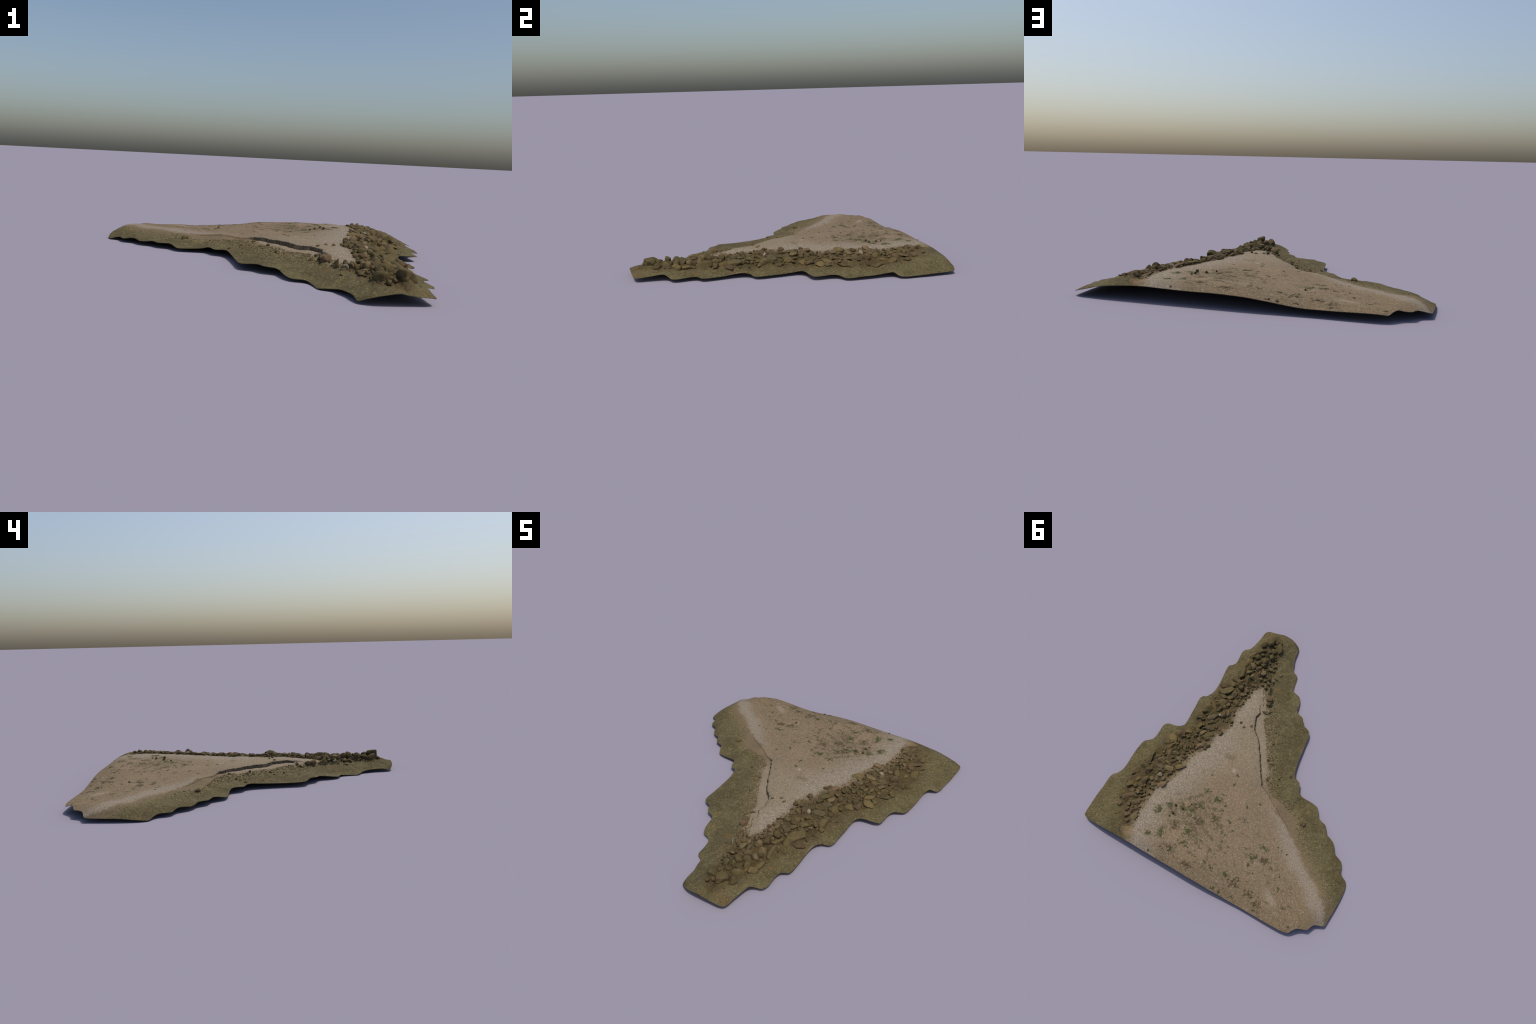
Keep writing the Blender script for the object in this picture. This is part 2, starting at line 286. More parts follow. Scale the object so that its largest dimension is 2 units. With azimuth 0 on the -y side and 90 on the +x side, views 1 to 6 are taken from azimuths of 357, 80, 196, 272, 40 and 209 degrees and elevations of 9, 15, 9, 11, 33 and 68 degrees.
# ------------------------------------------------------------------ materials
def lin(rgb):
    """surface colour from the colour it shows (0-255) on flat ground under the set's light"""
    out = []
    for v, light in zip(rgb, (1.10, 1.10, 1.16)):
        v /= 255; v = v/12.92 if v <= .04045 else ((v+.055)/1.055)**2.4
        out.append(min(v/light, 1))
    return (*out, 1)

class Tree:
    def __init__(self, tree): self.t = tree
    def node(self, kind, **kw):
        n = self.t.nodes.new(kind)
        for k, v in kw.items(): setattr(n, k, v)
        return n
    def link(self, a, b): self.t.links.new(a, b)
    def put(self, sock, v):
        if hasattr(v, "is_output"): self.link(v, sock)
        else: sock.default_value = v
    def math(self, op, a, b=0., clamp=False):
        n = self.node("ShaderNodeMath", operation=op, use_clamp=clamp)
        self.put(n.inputs[0], a); self.put(n.inputs[1], b); return n.outputs[0]
    def step(self, v, lo, hi):
        n = self.node("ShaderNodeMapRange", interpolation_type="SMOOTHSTEP")
        self.put(n.inputs[0], v); n.inputs[1].default_value = lo; n.inputs[2].default_value = hi
        return n.outputs[0]
    def mix(self, f, a, b, blend="MIX"):
        n = self.node("ShaderNodeMix", data_type="RGBA", blend_type=blend)
        self.put(n.inputs[0], f); self.put(n.inputs[6], a); self.put(n.inputs[7], b); return n.outputs[2]
    def noise(self, vec, scale, detail=3, rough=.55, distortion=0.):
        n = self.node("ShaderNodeTexNoise"); self.put(n.inputs["Vector"], vec)
        n.inputs["Scale"].default_value = scale; n.inputs["Detail"].default_value = detail
        n.inputs["Roughness"].default_value = rough; n.inputs["Distortion"].default_value = distortion
        return n
    def voronoi(self, vec, scale, feature="F1"):
        n = self.node("ShaderNodeTexVoronoi", feature=feature); self.put(n.inputs["Vector"], vec)
        n.inputs["Scale"].default_value = scale; return n
    def shift(self, vec, by):
        n = self.node("ShaderNodeVectorMath", operation="ADD"); self.put(n.inputs[0], vec); n.inputs[1].default_value = by
        return n.outputs[0]
    def curve(self, y, pts):
        """x of a zone border at height y of the plan: both in -1..1"""
        n = self.node("ShaderNodeFloatCurve"); c = n.mapping.curves[0]
        pts = [((p[0]+1)/2, (p[1]+1)/2) for p in pts]
        while len(c.points) < len(pts): c.points.new(.5, .5)
        for q, p in zip(c.points, pts): q.location = p; q.handle_type = "VECTOR"
        n.mapping.use_clip = False; n.mapping.update()
        self.put(n.inputs["Value"], self.math("MULTIPLY_ADD", y, .5)); n.inputs["Value"].links[0].from_node.inputs[2].default_value = .5
        m = self.math("MULTIPLY_ADD", n.outputs[0], 2.); m.node.inputs[2].default_value = -1
        return m

def ground_colour_group():
    g = bpy.data.node_groups.new("ground_colour", "ShaderNodeTree")
    g.interface.new_socket("Colour", in_out="OUTPUT", socket_type="NodeSocketColor")
    g.interface.new_socket("Grain", in_out="OUTPUT", socket_type="NodeSocketFloat")
    T = Tree(g)
    co = T.node("ShaderNodeTexCoord").outputs["Object"]
    wob = T.noise(co, 16, 6, .75)
    sx = T.node("ShaderNodeSeparateXYZ"); T.link(co, sx.inputs[0])
    sw = T.node("ShaderNodeSeparateColor"); T.link(wob.outputs["Color"], sw.inputs[0])
    x = T.math("ADD", sx.outputs[0], T.math("MULTIPLY", T.math("SUBTRACT", sw.outputs[0], .5), .11))
    y = T.math("ADD", sx.outputs[1], T.math("MULTIPLY", T.math("SUBTRACT", sw.outputs[1], .5), .11))
    line = {k: T.math("SUBTRACT", x, T.curve(y, v)) for k, v in BORDER.items()}
    # grain shared by all zones
    n_fine = T.noise(co, 210, 3, .7).outputs["Fac"]
    n_mid = T.noise(co, 110, 4, .65).outputs["Fac"]
    n_big = T.noise(co, 7, 4, .6).outputs["Fac"]
    n_patch = T.noise(T.shift(co, (4.1, 2.2, 0)), 22, 4, .65).outputs["Fac"]
    chip = T.voronoi(T.mix(.012, co, T.noise(co, 90, 3).outputs["Color"]), 210); chip_v = T.node("ShaderNodeSeparateColor"); T.link(chip.outputs["Color"], chip_v.inputs[0])
    chip_r = chip_v.outputs[0]
    # --- terrace sand
    sand = T.mix(T.step(n_big, .35, .68), lin((132,113,91)), lin((123,107,87)))
    north = T.math("MULTIPLY", T.step(T.math("ADD", sx.outputs[1], T.math("MULTIPLY", sx.outputs[0], -.35)), .70, 1.05), .75)
    sand = T.mix(north, sand, lin((120,103,80)))
    south = T.step(T.math("MULTIPLY", sx.outputs[1], -1.), -.33, -.02)
    sand = T.mix(T.math("MULTIPLY", south, .7), sand, lin((138,125,106)))
    sand = T.mix(T.math("MULTIPLY", T.step(n_patch, .50, .68), .55), sand, lin((120,104,83)))
    sand = T.mix(T.math("MULTIPLY", T.step(chip_r, .80, .95), .40), sand, lin((172,156,140)))
    sand = T.mix(T.math("MULTIPLY", T.step(chip_r, .16, .03), .40), sand, lin((98,84,68)))
    # weathered stubble and weeds stain the northern half
    weed_zone = T.math("MULTIPLY", T.step(sx.outputs[1], .36, .50), T.step(line["path_inner"], .02, .16))
    dv = T.node("ShaderNodeMapping", vector_type="TEXTURE"); T.link(co, dv.inputs[0]); dv.inputs["Location"].default_value = (.20, .62, .09); dv.inputs["Rotation"].default_value = (0, 0, -.5); dv.inputs["Scale"].default_value = (.30, .22, 1)
    dl = T.node("ShaderNodeVectorMath", operation="LENGTH"); T.link(dv.outputs[0], dl.inputs[0])
    thick = T.math("MULTIPLY", T.step(dl.outputs["Value"], 1.5, .2), .07)
    w1 = T.step(T.math("ADD", thick, T.noise(T.shift(co, (1.7, 8.3, 0)), 24, 5, .72).outputs["Fac"]), .555, .66)
    w2 = T.step(T.noise(T.shift(co, (6.7, 3.3, 0)), 5, 2).outputs["Fac"], .30, .50)
    sand = T.mix(T.math("MULTIPLY", T.math("MULTIPLY", w1, w2), T.math("MULTIPLY", weed_zone, .85)), sand, lin((92,80,60)))
    w3 = T.step(T.math("ADD", thick, T.noise(T.shift(co, (9.7, 5.3, 0)), 34, 5, .72).outputs["Fac"]), .60, .67)
    sand = T.mix(T.math("MULTIPLY", T.math("MULTIPLY", w3, w2), T.math("MULTIPLY", weed_zone, .9)), sand, lin((80,80,50)))
    # --- pale grey gravel strip
    grey = T.mix(T.step(n_mid, .35, .65), lin((131,120,106)), lin((144,133,119)))
    grey = T.mix(T.math("MULTIPLY", T.step(chip_v.outputs[1], .55, .9), .5), grey, lin((150,130,106)))
    grey = T.mix(T.math("MULTIPLY", T.step(chip_r, .70, .95), .75), grey, lin((161,151,138)))
    grey = T.mix(T.math("MULTIPLY", T.step(chip_r, .26, .06), .70), grey, lin((110,101,88)))
    m = T.math("MULTIPLY", T.math("ADD", T.step(line["grey_gravel"], -.10, .12), T.math("MULTIPLY", T.math("SUBTRACT", n_patch, .5), 1.2), True), T.step(sx.outputs[1], -.60, -.30))
    top = T.mix(m, sand, grey)
    # --- moss and dead stubble gathered in loose clumps
    clump_n = T.noise(T.shift(co, (2.2, 7.7, 1)), 55, 5, .75).outputs["Fac"]
    green, brown = (70,73,43), (77,66,49)
    CLUMPS = [(.461,.700,.035,.030,green), (.351,.828,.040,.045,green), (.404,.632,.030,.022,green), (.305,.612,.050,.030,green), (.255,.590,.035,.030,green), (.240,.560,.040,.055,brown),
              (.210,.535,.030,.024,green), (.235,.420,.026,.022,green), (.140,.437,.045,.028,green), (.350,.675,.030,.022,brown), (.250,.700,.055,.035,green), (.200,.740,.040,.035,green),
              (.300,.740,.045,.030,brown), (.180,.640,.050,.040,brown), (.180,.815,.035,.040,green), (.245,.900,.060,.035,brown), (.080,.935,.060,.025,brown), (-.178,.857,.034,.026,green),
              (-.310,.566,.045,.018,green), (-.280,.660,.030,.030,green), (-.250,.880,.050,.030,brown), (-.360,.640,.045,.030,brown), (-.380,.890,.050,.030,brown), (-.460,.930,.050,.030,brown), (.090,.560,.045,.035,brown), (.421,.881,.030,.030,green)]
    for (px_, py_, rx, ry, tint) in CLUMPS:
        v = T.node("ShaderNodeVectorMath", operation="SUBTRACT"); T.link(co, v.inputs[0]); v.inputs[1].default_value = (px_, py_, .085)
        d = T.node("ShaderNodeVectorMath", operation="DIVIDE"); T.link(v.outputs[0], d.inputs[0]); d.inputs[1].default_value = (rx*1.15, ry*1.15, 1)
        l = T.node("ShaderNodeVectorMath", operation="LENGTH"); T.link(d.outputs[0], l.inputs[0])
        f = T.math("SUBTRACT", T.math("MULTIPLY_ADD", l.outputs["Value"], -.17), 0.); f.node.inputs[0].links[0].from_node.inputs[2].default_value = .13
        top = T.mix(T.math("MULTIPLY", T.step(T.math("ADD", clump_n, f), .50, .62), .95), top, lin(tint))
    # --- worn path on the north-west lip, and a short worn streak beside it
    path = T.mix(T.step(n_mid, .3, .7), lin((133,121,107)), lin((145,133,119)))
    m = T.math("MULTIPLY", T.math("MULTIPLY", T.step(line["path_outer"], -.02, .05), T.step(line["path_inner"], .05, -.06)), T.step(sx.outputs[1], .27, .34))
    top = T.mix(T.math("MULTIPLY", m, .95), top, path)
    sv = T.node("ShaderNodeMapping"); T.link(co, sv.inputs[0])
    sv.vector_type = "TEXTURE"; sv.inputs["Location"].default_value = (-.515, .84, .06); sv.inputs["Rotation"].default_value = (0, 0, math.radians(150)); sv.inputs["Scale"].default_value = (.10, .035, 1)
    ln = T.node("ShaderNodeVectorMath", operation="LENGTH"); T.link(sv.outputs[0], ln.inputs[0])
    top = T.mix(T.math("MULTIPLY", T.step(ln.outputs["Value"], 1.1, .2), .6), top, lin((148,134,118)))
    # --- ledge under the wall: pale in the south, brown dirt in the north
    ledge = T.mix(T.step(sx.outputs[1], .08, .24), lin((140,126,108)), lin((116,101,80)))
    top = T.mix(T.step(line["wall_line"], .0, -.012), top, ledge)
    top = T.mix(T.math("MULTIPLY", T.step(line["path_outer"], .01, -.03), T.step(sx.outputs[1], .24, .34)), top, ledge)
    # --- weed-covered shore
    olive = T.mix(T.step(n_big, .36, .64), lin((91,82,58)), lin((102,93,67)))
    olive = T.mix(T.math("MULTIPLY", T.step(n_patch, .52, .70), .45), olive, lin((102,94,58)))
    olive = T.mix(T.math("MULTIPLY", T.step(T.noise(T.shift(co, (3, 9, 2)), 17, 4, .6).outputs["Fac"], .52, .70), .55), olive, lin((100,84,60)))
    olive = T.mix(T.math("MULTIPLY", T.step(T.noise(T.shift(co, (8, 1, 5)), 60, 4, .7).outputs["Fac"], .53, .65), .6), olive, lin((64,60,44)))
    olive = T.mix(T.math("MULTIPLY", T.step(T.noise(T.shift(co, (5, 5, 8)), 11, 5, .7).outputs["Fac"], .50, .64), .6), olive, lin((78,70,47)))
    fleck = T.math("MULTIPLY", T.step(n_mid, .52, .64), T.step(chip_r, .55, .8))
    olive = T.mix(T.math("MULTIPLY", fleck, .6), olive, lin((146,133,97)))
    pale_w = T.math("MULTIPLY", T.step(line["green_west"], -.13, -.0), T.step(sx.outputs[0], .42, .2))
    olive = T.mix(T.math("MULTIPLY", pale_w, T.math("MULTIPLY", T.step(chip_r, .45, .8), .6)), olive, lin((146,130,100)))
    col = T.mix(T.step(T.math("ADD", line["green_west"], T.math("MULTIPLY", T.math("SUBTRACT", n_mid, .5), .10)), .040, -.045), top, olive)
    # --- earth between the boulders
    earth = T.mix(T.step(n_patch, .35, .65), lin((88,75,51)), lin((72,63,43)))
    earth = T.mix(T.math("MULTIPLY", T.step(n_mid, .55, .75), .5), earth, lin((118,102,74)))
    tan = T.math("MULTIPLY", T.step(line["gravel_east"], .06, .0), T.step(sx.outputs[1], -.5, .2))
    earth = T.mix(T.math("MULTIPLY", tan, .6), earth, lin((124,106,80)))
    col = T.mix(T.step(T.math("ADD", line["gravel_east"], T.math("MULTIPLY", T.math("SUBTRACT", n_mid, .5), .09)), -.042, .030), col, earth)
    far_east = T.math("MULTIPLY", T.step(line["boulder_edge"], -.05, .03), 1.)
    col = T.mix(far_east, col, olive)
    # --- rust-coloured stains
    rust, dun, chalk = (108,84,56), (112,97,76), (164,153,140)
    for (px_, py_, rx, ry, tint, amount) in [(.209,-.544,.026,.020,rust,.6), (.588,-.599,.022,.018,rust,.6), (.61,-.36,.040,.022,(112,88,66),.5), (.53,-.945,.06,.035,rust,.35),
                                             (.227,.114,.05,.028,dun,.6), (.147,.574,.035,.03,dun,.5), (.133,.733,.04,.03,(104,90,72),.5), (.122,.67,.04,.03,dun,.5), (.149,.198,.016,.012,chalk,.7),
                                             (.66,-.33,.03,.05,(136,124,100),.4), (.905,.60,.03,.05,(134,120,94),.35), (.64,.81,.06,.05,(104,88,66),.5), (.57,.93,.05,.04,(142,119,90),.6), (.60,.76,.04,.06,(132,112,86),.5), (-.60,.47,.09,.05,dun,.4)]:
        v = T.node("ShaderNodeVectorMath", operation="SUBTRACT"); cxy = T.node("ShaderNodeCombineXYZ")
        T.link(x, cxy.inputs[0]); T.link(y, cxy.inputs[1]); T.link(cxy.outputs[0], v.inputs[0]); v.inputs[1].default_value = (px_, py_, 0)
        d = T.node("ShaderNodeVectorMath", operation="DIVIDE"); T.link(v.outputs[0], d.inputs[0]); d.inputs[1].default_value = (rx, ry, 1)
        l = T.node("ShaderNodeVectorMath", operation="LENGTH"); T.link(d.outputs[0], l.inputs[0])
        col = T.mix(T.math("MULTIPLY", T.step(l.outputs["Value"], 1.3, .4), amount), col, lin(tint))
    # --- grain
    gr = T.math("ADD", T.math("MULTIPLY", n_fine, .6), T.math("MULTIPLY", n_mid, .4))
    k = T.step(gr, .30, .70)
    col = T.mix(1., col, T.mix(k, (.64,.64,.64,1), (1.33,1.33,1.33,1)), "MULTIPLY")
    out = T.node("NodeGroupOutput"); T.link(col, out.inputs[0]); T.link(gr, out.inputs[1])
    return g

def new_material(name, rough=.95):
    m = bpy.data.materials.new(name); m.use_nodes = True
    T = Tree(m.node_tree); b = m.node_tree.nodes["Principled BSDF"]
    b.inputs["Roughness"].default_value = rough; b.inputs["Specular IOR Level"].default_value = .15
    return m, T, b

def add_bump(T, b, height, strength, dist):
    n = T.node("ShaderNodeBump"); T.link(height, n.inputs["Height"])
    n.inputs["Strength"].default_value = strength; n.inputs["Distance"].default_value = dist
    T.link(n.outputs[0], b.inputs["Normal"])

GROUND_GROUP = ground_colour_group()
def ground_material(name, strength):
    m, T, b = new_material(name)
    g = T.node("ShaderNodeGroup", node_tree=GROUND_GROUP)
    T.link(g.outputs["Colour"], b.inputs["Base Color"]); add_bump(T, b, g.outputs["Grain"], strength, .004)
    return m

def wall_material():
    m, T, b = new_material("weathered_dark_stone")
    co = T.node("ShaderNodeTexCoord").outputs["Object"]
    st = T.node("ShaderNodeMapping"); T.link(co, st.inputs[0]); st.inputs["Scale"].default_value = (1, 1, .35)
    n = T.noise(st.outputs[0], 120, 4, .7).outputs["Fac"]; big = T.noise(co, 26, 3).outputs["Fac"]
    c = T.mix(T.step(n, .35, .68), lin((52,46,40)), lin((88,79,68)))
    c = T.mix(T.math("MULTIPLY", T.step(big, .52, .68), .55), c, lin((112,100,84)))
    # the crude wall gives way to an earth bank further north
    y = T.node("ShaderNodeSeparateXYZ"); T.link(co, y.inputs[0])
    c = T.mix(T.step(y.outputs[1], .185, .215), c, T.mix(n, lin((96,80,62)), lin((124,106,84))))
    c = T.mix(T.step(y.outputs[1], -.285, -.33), c, T.mix(n, lin((96,88,78)), lin((128,117,104))))
    T.link(c, b.inputs["Base Color"]); add_bump(T, b, n, .6, .004)
    return m

STONES = {  # main, second, fleck
    "olive": ((95,83,57), (82,72,48), (116,101,69)),
    "mossy": ((106,91,61), (95,82,54), (124,107,70)),
    "tan": ((110,95,69), (98,85,60), (136,120,92)),
    "grey": ((98,87,66), (85,75,55), (120,107,84)),
    "pale": ((140,128,109), (124,112,93), (158,147,130)),
    "pinkish": ((116,95,73), (105,87,65), (134,113,90)),
    "umber": ((86,72,54), (100,82,60), (116,98,74)),
}
def stone_material(kind):
    a, c2, f = STONES[kind]
    m, T, b = new_material(kind+"_boulder_stone")
    tc = T.node("ShaderNodeTexCoord"); geo = T.node("ShaderNodeNewGeometry"); info = T.node("ShaderNodeObjectInfo")
    co = geo.outputs["Position"]
    n1 = T.noise(co, 48, 4, .65).outputs["Fac"]; n2 = T.noise(co, 260, 4, .7).outputs["Fac"]
    c = T.mix(T.step(n1, .36, .64), lin(a), lin(c2))
    c = T.mix(T.math("MULTIPLY", T.step(n2, .56, .72), .6), c, lin(f))
    c = T.mix(T.math("MULTIPLY", T.step(T.noise(T.shift(co, (2, 5, 1)), 90, 4, .7).outputs["Fac"], .55, .70), .45), c, lin((74,66,44)))
    v = T.math("MULTIPLY_ADD", info.outputs["Random"], .32); v.node.inputs[2].default_value = .86
    vv = T.node("ShaderNodeCombineColor"); [T.link(v, vv.inputs[i]) for i in range(3)]
    c = T.mix(1., c, vv.outputs[0], "MULTIPLY")
    T.link(c, b.inputs["Base Color"]); add_bump(T, b, n2, .5, .003)
    return m

def leaf_material(name, a, c2):
    m, T, b = new_material(name, .7)
    co = T.node("ShaderNodeTexCoord").outputs["Object"]; info = T.node("ShaderNodeObjectInfo")
    n = T.noise(co, 160, 3).outputs["Fac"]
    f = T.math("ADD", T.math("MULTIPLY", n, .6), T.math("MULTIPLY", info.outputs["Random"], .4))
    c = T.mix(T.step(f, .25, .75), lin(a), lin(c2)); T.link(c, b.inputs["Base Color"])
    tr = T.node("ShaderNodeBsdfTranslucent"); T.link(c, tr.inputs[0])
    mx = T.node("ShaderNodeMixShader"); mx.inputs[0].default_value = .2
    T.link(b.outputs[0], mx.inputs[1]); T.link(tr.outputs[0], mx.inputs[2])
    T.link(mx.outputs[0], m.node_tree.nodes["Material Output"].inputs[0])
    return m

# ------------------------------------------------------------------ scene tree
SCENE = bpy.context.scene.collection
ROOT = bpy.data.objects.new("rocky_headland", None); SCENE.objects.link(ROOT)
ROOT["label"] = "sandy headland with olive weedy shore and boulder bank"
ROOT["category"] = "coastal terrain"
def part(name, mesh, parent=ROOT):
    o = bpy.data.objects.new(name, mesh); SCENE.objects.link(o); o.parent = parent; return o

# ---- ground: one surface, cut into terrace, shore, boulder bank and wall
V, F = build_ground()
THICK = .0025
N_TOP = vertex_normals(V, F)
low = V.copy(); low[:,2] = np.maximum(V[:,2]-THICK, 0)
edges = {}
for f in F:
    for k in range(3):
        e = (f[k], f[(k+1)%3]); edges[e] = edges.get(e, 0)+1
rim_edges = [e for e in edges if (e[1], e[0]) not in edges]
cen = V[F].mean(1)
dw, at_w = path_distance(cen[:,:2], WALL)
fn = np.cross(V[F[:,1]]-V[F[:,0]], V[F[:,2]]-V[F[:,0]]); steep = fn[:,2]/np.linalg.norm(fn, axis=1)
is_wall = (dw < .0008) & (dw > -.0075) & (steep < .80) & (np.interp(at_w, range(len(WALL_DROP)), WALL_DROP) > .005)
xb, yb = cen[:,0], cen[:,1]
region = np.where(is_wall, 3, np.where(xb < border("green_west", yb), 1, np.where(xb > border("boulder_edge", yb), 1, np.where(xb > border("gravel_east", yb), 2, 0))))
region_of_edge = {}
for f, r in zip(F, region):
    for k in range(3): region_of_edge[(f[k], f[(k+1)%3])] = r
mats = [ground_material("terrace_gravel_and_sand", .35), ground_material("olive_shore_weed", .6), ground_material("earth_among_boulders", .6), wall_material()]
for r, name in enumerate(["gravel_terrace", "weedy_shore", "boulder_bank_earth", "retaining_wall"]):
    fs = F[region == r]
    used, idx = np.unique(fs, return_inverse=True); idx = idx.reshape(-1, 3); n = len(used)
    vs = [V[used], low[used]]; ns = [N_TOP[used], -N_TOP[used]]
    faces = idx.tolist()+(idx[:, ::-1]+n).tolist()
    base = 2*n; extra_v, extra_n = [], []
    for (a, b) in rim_edges:
        if region_of_edge[(a, b)] != r: continue
        d = V[b]-V[a]; out = np.array([d[1], -d[0], 0]); out /= max(np.linalg.norm(out), 1e-9)
        k = base+len(extra_v)
        extra_v += [V[b], V[a], low[a], low[b]]; extra_n += [out]*4
        faces.append([k, k+1, k+2, k+3])
    if extra_v: vs.append(np.array(extra_v)); ns.append(np.array(extra_n))
    vs, ns = np.vstack(vs), np.vstack(ns)
    me = bpy.data.meshes.new(name); me.from_pydata(vs.tolist(), [], faces); me.update()
    me.polygons.foreach_set("use_smooth", [True]*len(me.polygons))
    me.normals_split_custom_set_from_vertices(ns.tolist())
    me.materials.append(mats[r])
    part(name, me)

# ---- boulders
def boulder_mesh(name, seed, level=4, knobbly=.06):
    rng = np.random.default_rng(seed)
    bm = bmesh.new(); bmesh.ops.create_icosphere(bm, subdivisions=level, radius=1)
    d = rng.normal(size=(rng.integers(8, 13), 3)); d /= np.linalg.norm(d, axis=1)[:,None]
    c = rng.uniform(.52, .92, len(d))
    for v in bm.verts:
        p = np.array(v.co); r = 1.0
        cut = d@p
        with np.errstate(divide="ignore"):
            lim = np.where(cut > .05, c/np.maximum(cut, .05), 9)
        k = 18; r = -np.log(np.exp(-k*lim).sum()+np.exp(-k*1.08))/k
        r += knobbly*mnoise.fractal(v.co*1.5+Vector((seed, 0, 0)), .8, 2.1, 5)*1.1 + .03*mnoise.noise(v.co*7+Vector((seed, 3, 0)))
        v.co = v.co*r
    me = bpy.data.meshes.new(name); bm.to_mesh(me); bm.free()
    co = np.empty(len(me.vertices)*3); me.vertices.foreach_get("co", co); co = co.reshape(-1, 3)
    co = (co-(co.max(0)+co.min(0))/2)/((co.max(0)-co.min(0))/2)
    me.vertices.foreach_set("co", co.ravel()); me.update()
    me.polygons.foreach_set("use_smooth", [True]*len(me.polygons))
    me.materials.append(None)
    return me
BIG = [boulder_mesh(f"boulder_shape_{c}", 20+i) for i, c in enumerate("abcdefghijkl")]
SMALL = [boulder_mesh(f"stone_shape_{c}", 50+i, 3, .08) for i, c in enumerate("abcdef")]
STONE_MAT = {k: stone_material(k) for k in STONES}

def place(name, mesh, kind, x, y, z, size, rot):
    o = part(name, mesh); o.location = (x, y, z); o.scale = size; o.rotation_euler = rot
    o.material_slots[0].link = "OBJECT"; o.material_slots[0].material = STONE_MAT[kind]
    return o
rr = random.Random(5)
gz = ground_smooth(np.array([(b[1], b[2]) for b in BOULDERS]))
for i, b in enumerate(BOULDERS):
    kind, x, y, L, W, yaw, hf = b
    L, W = L*.00100, W*.00100; H = boulder_height(b)
    big = L > .014
    tilt = (rr.uniform(-.38, .38), rr.uniform(-.30, .30))
    mesh = rr.choice(BIG if big else SMALL)
    lift = .42*H
    if i == 0: tilt, lift = (.05, -.70), .018
    place("boulder" if big else "stone", mesh, kind, x, y, gz[i]+lift, (L, W, H), (tilt[0], tilt[1], math.radians(yaw)+rr.choice((0, math.pi))))

# ---- smaller stones packed into the bank between them
taken = [(b[1], b[2], (b[3]+b[4])*.0005) for b in BOULDERS]
fill = []
tries = 0
while len(fill) < 168 and tries < 12000:
    tries += 1
    y = rr.uniform(-.90, .86); a, b_ = float(border("gravel_east", y)), float(border("boulder_edge", y))
    t = rr.betavariate(1.2, 1.3); x = a-.01+(b_-a-.005)*t; s = rr.choice((.007, .009, .011, .013, .016))
    if y > .45 and t > .6: continue
    if any((x-p)**2+(y-q)**2 < (.72*(r+s))**2 for p, q, r in taken): continue
    taken.append((x, y, s)); fill.append((x, y, s, t))
gz = ground_smooth(np.array([(f[0], f[1]) for f in fill]))
for (x, y, s, t), z in zip(fill, gz):
    near = t < .35
    kind = rr.choices(("tan","grey","umber","pale","olive") if near else ("olive","mossy","umber","tan"), (5,2,3,.25,4) if near else (6,3,2,1))[0]
    e = rr.uniform(.65, 1)
    place("stone", rr.choice(SMALL), kind, x, y, z+.002+.25*s, (s*1.15, s*e, s*rr.uniform(.75, 1.05)), (rr.uniform(-.4, .4), rr.uniform(-.4, .4), rr.uniform(0, 6.28)))

# ---- pebbles too small to single out
def pebble_field(name, spots, mat):
    bm = bmesh.new(); bmesh.ops.create_icosphere(bm, subdivisions=1, radius=1)
    bv = np.array([v.co[:] for v in bm.verts]); bf = np.array([[v.index for v in f.verts] for f in bm.faces]); bm.free()
    vs, fs = [], []
    h = ground(np.array([(p[0], p[1]) for p in spots]))
    for (x, y, s), z in zip(spots, h):
        q = bv*(1+RNG.uniform(-.22, .22, (len(bv), 1)))*np.array([s, s*RNG.uniform(.6, 1), s*RNG.uniform(.45, .8)])
        a = RNG.uniform(0, 6.28); c, s_ = math.cos(a), math.sin(a)
        q = np.c_[q[:,0]*c-q[:,1]*s_, q[:,0]*s_+q[:,1]*c, q[:,2]]+np.array([x, y, z-s*.05])
        fs.append(bf+len(vs)*len(bv)); vs.append(q)
    me = bpy.data.meshes.new(name); me.from_pydata(np.vstack(vs).tolist(), [], np.vstack(fs).tolist()); me.update()
    me.materials.append(mat); o = part(name, me); o["kind"] = "stuff"; return o
spots = []
for _ in range(1500):
    y = rr.uniform(-.88, .9); spots.append((float(border("gravel_east", y))+abs(rr.gauss(0, .075))-.015, y, rr.uniform(.0022, .0065)))
pebble_field("bank_pebbles", spots, STONE_MAT["tan"])
spots = []
for _ in range(420):
    y = rr.uniform(-.42, .24); spots.append((float(border("green_west", y))-abs(rr.gauss(0, .035))+.008, y, rr.uniform(.0022, .006)))
for _ in range(120):
    t = rr.random(); spots.append((.30-.05*t+rr.gauss(0, .02), -.60+.22*t+rr.gauss(0, .02), rr.uniform(.003, .007)))
pebble_field("slope_shingle", spots, STONE_MAT["tan"])
spots = []
for _ in range(420):
    y = rr.triangular(-.60, .50, -.1); w = float(border("green_west", y)); spots.append((w+.012-abs(rr.gauss(0, .075)), y, rr.choice((.002, .003, .003, .004, .005, .0075))))
for _ in range(160):
    y = rr.uniform(-.85, .95); spots.append((float(border("boulder_edge", y))+rr.gauss(.02, .03), y, rr.uniform(.003, .008)))
spots = [s for s, k in zip(spots, inside(np.array([q[:2] for q in spots]), RIM_FINE)) if k]
pebble_field("shore_stones", spots, STONE_MAT["tan"])
spots = []
for _ in range(260):
    y = rr.uniform(-.4, .98); a, b_ = float(border("grey_gravel", y)), float(border("gravel_east", y)); spots.append((rr.uniform(a, b_), y, rr.uniform(.0014, .0026)))
pebble_field("gravel_chips", spots, STONE_MAT["pale"])

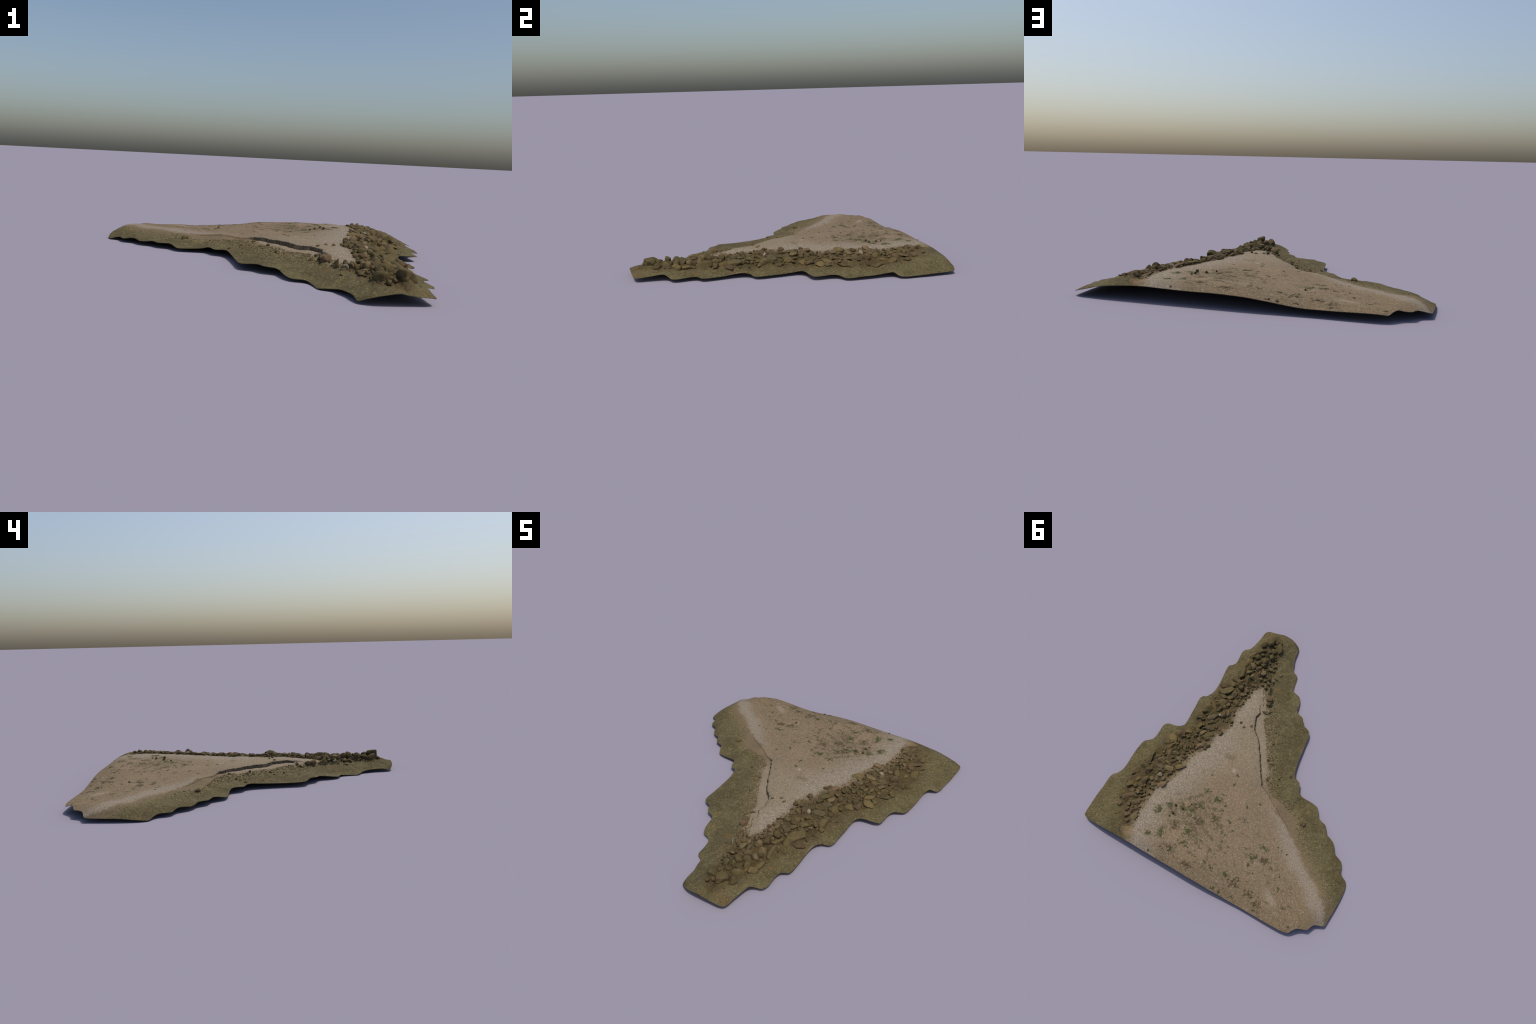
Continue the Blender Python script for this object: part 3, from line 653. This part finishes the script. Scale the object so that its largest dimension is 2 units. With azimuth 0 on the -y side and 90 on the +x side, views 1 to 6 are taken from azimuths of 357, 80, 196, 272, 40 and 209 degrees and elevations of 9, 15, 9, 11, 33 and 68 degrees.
# ---- low weeds and dry tufts on the terrace
def weed_mesh(name, seed, leaves, spread, reach, rise, wide):
    """a patch of small leaves lying about a ragged oval"""
    rng = random.Random(seed); vs, fs = [], []; lobe = [rng.uniform(.5, 1.1) for _ in range(7)]
    for k in range(leaves):
        th = rng.uniform(0, 2*math.pi); q = th/(2*math.pi)*7; r0 = spread*(lobe[int(q) % 7]*(1-q % 1)+lobe[(int(q)+1) % 7]*(q % 1))*rng.random()**.6
        cx, cy = r0*math.cos(th), r0*math.sin(th)*.75
        a = rng.uniform(0, 2*math.pi); L = reach*rng.uniform(.5, 1); up = rise*rng.uniform(.2, 1); w = wide*rng.uniform(.7, 1.2)
        c, s = math.cos(a), math.sin(a); n = 3; start = len(vs)
        for j in range(n+1):
            t = j/n; r = L*(t-.3); z = up*math.sin(math.pi*(.15+.75*t))+.0006; ww = w*math.sin(math.pi*(.14+.82*t))*.5
            for side, dz in ((-1, .0), (0, .0004), (1, .0), (0, -.0006)):
                vs.append((cx+r*c-side*ww*s, cy+r*s+side*ww*c, z+dz))
        for j in range(n):
            for q in range(4):
                p = start+j*4; fs.append((p+q, p+4+q, p+4+(q+1) % 4, p+(q+1) % 4))
        fs.append((start, start+1, start+2, start+3)); e = start+n*4; fs.append((e+3, e+2, e+1, e))
    me = bpy.data.meshes.new(name); me.from_pydata(vs, [], fs); me.update(); me.materials.append(None); return me
WEED = [weed_mesh(f"weed_shape_{c}", i, 44, .014, .0065, .0018, .0046) for i, c in enumerate("abcdef")]
TUFT = [weed_mesh(f"tuft_shape_{c}", 10+i, 90, .007, .009, .012, .0022) for i, c in enumerate("ab")]
LEAF = leaf_material("dusty_green_leaf", (70,75,45), (96,94,61)); DRY = leaf_material("dry_brown_stalk", (82,72,54), (108,94,70))
WEEDS = {
    "by_the_gravel": [(.461,.696),(.351,.821),(.338,.849),(.404,.632),(.421,.881),(.351,.968),(.452,.71),(.345,.835)],
    "middle": [(.247,.59),(.206,.539),(.125,.509),(.24,.418),(.112,.388),(.146,.434),(.097,.291),(.103,.212),(.264,.305),(.064,.489),(.063,.446),(.076,.58),
               (-.008,.532),(-.059,.385),(-.134,.319),(.083,.74),(.033,.762),(-.031,.642),(-.053,.582),(-.036,.683),(.132,.743),(.222,.908)],
    "north": [(.19,.757),(.177,.826),(.14,.835),(.071,.855),(.084,.923),(.073,.950),(-.009,.844),(-.055,.853),(-.068,.875),(-.178,.855),(-.263,.839),(-.256,.887),
              (-.238,.907),(-.15,.968),(-.193,.965),(-.286,.96)],
    "north_west": [(-.309,.562),(-.354,.572),(-.286,.652),(-.268,.678),(-.275,.727),(-.317,.755),(-.326,.804),(-.411,.661),(-.442,.671),(-.509,.675),(-.361,.634),
                   (-.41,.519),(-.478,.528),(-.372,.89),(-.402,.902),(-.285,.958),(-.461,.897),(-.465,.962),(-.655,.836),(-.632,.854),(-.721,.943),(-.539,.761)],
}
spots = [p for run in WEEDS.values() for p in run]
for p, z in zip(spots, ground(np.array(spots))):
    for _ in range(rr.choice((2, 3, 4))):
        o = part("weed", rr.choice(WEED)); k = rr.uniform(.25, .7)
        o.location = (p[0]+rr.gauss(0, .010), p[1]+min(rr.gauss(0, .008), .985-p[1]), z); o.scale = (k*rr.uniform(.8, 1.4), k, k*.8); o.rotation_euler = (0, 0, rr.uniform(0, 6.28))
        o.material_slots[0].link = "OBJECT"; o.material_slots[0].material = LEAF
spots = [(.371,.617,1.3),(.316,.614,1.),(.357,.675,1.),(.279,.557,.8),(.366,.704,.7),(-.278,.728,.7)]
for p, z in zip(spots, ground(np.array([q[:2] for q in spots]))):
    o = part("dry_tuft", rr.choice(TUFT)); o.location = (p[0], p[1], z); o.scale = (p[2],)*3; o.rotation_euler = (0, 0, rr.uniform(0, 6.28))
    o.material_slots[0].link = "OBJECT"; o.material_slots[0].material = DRY if p[0] > -.2 else LEAF
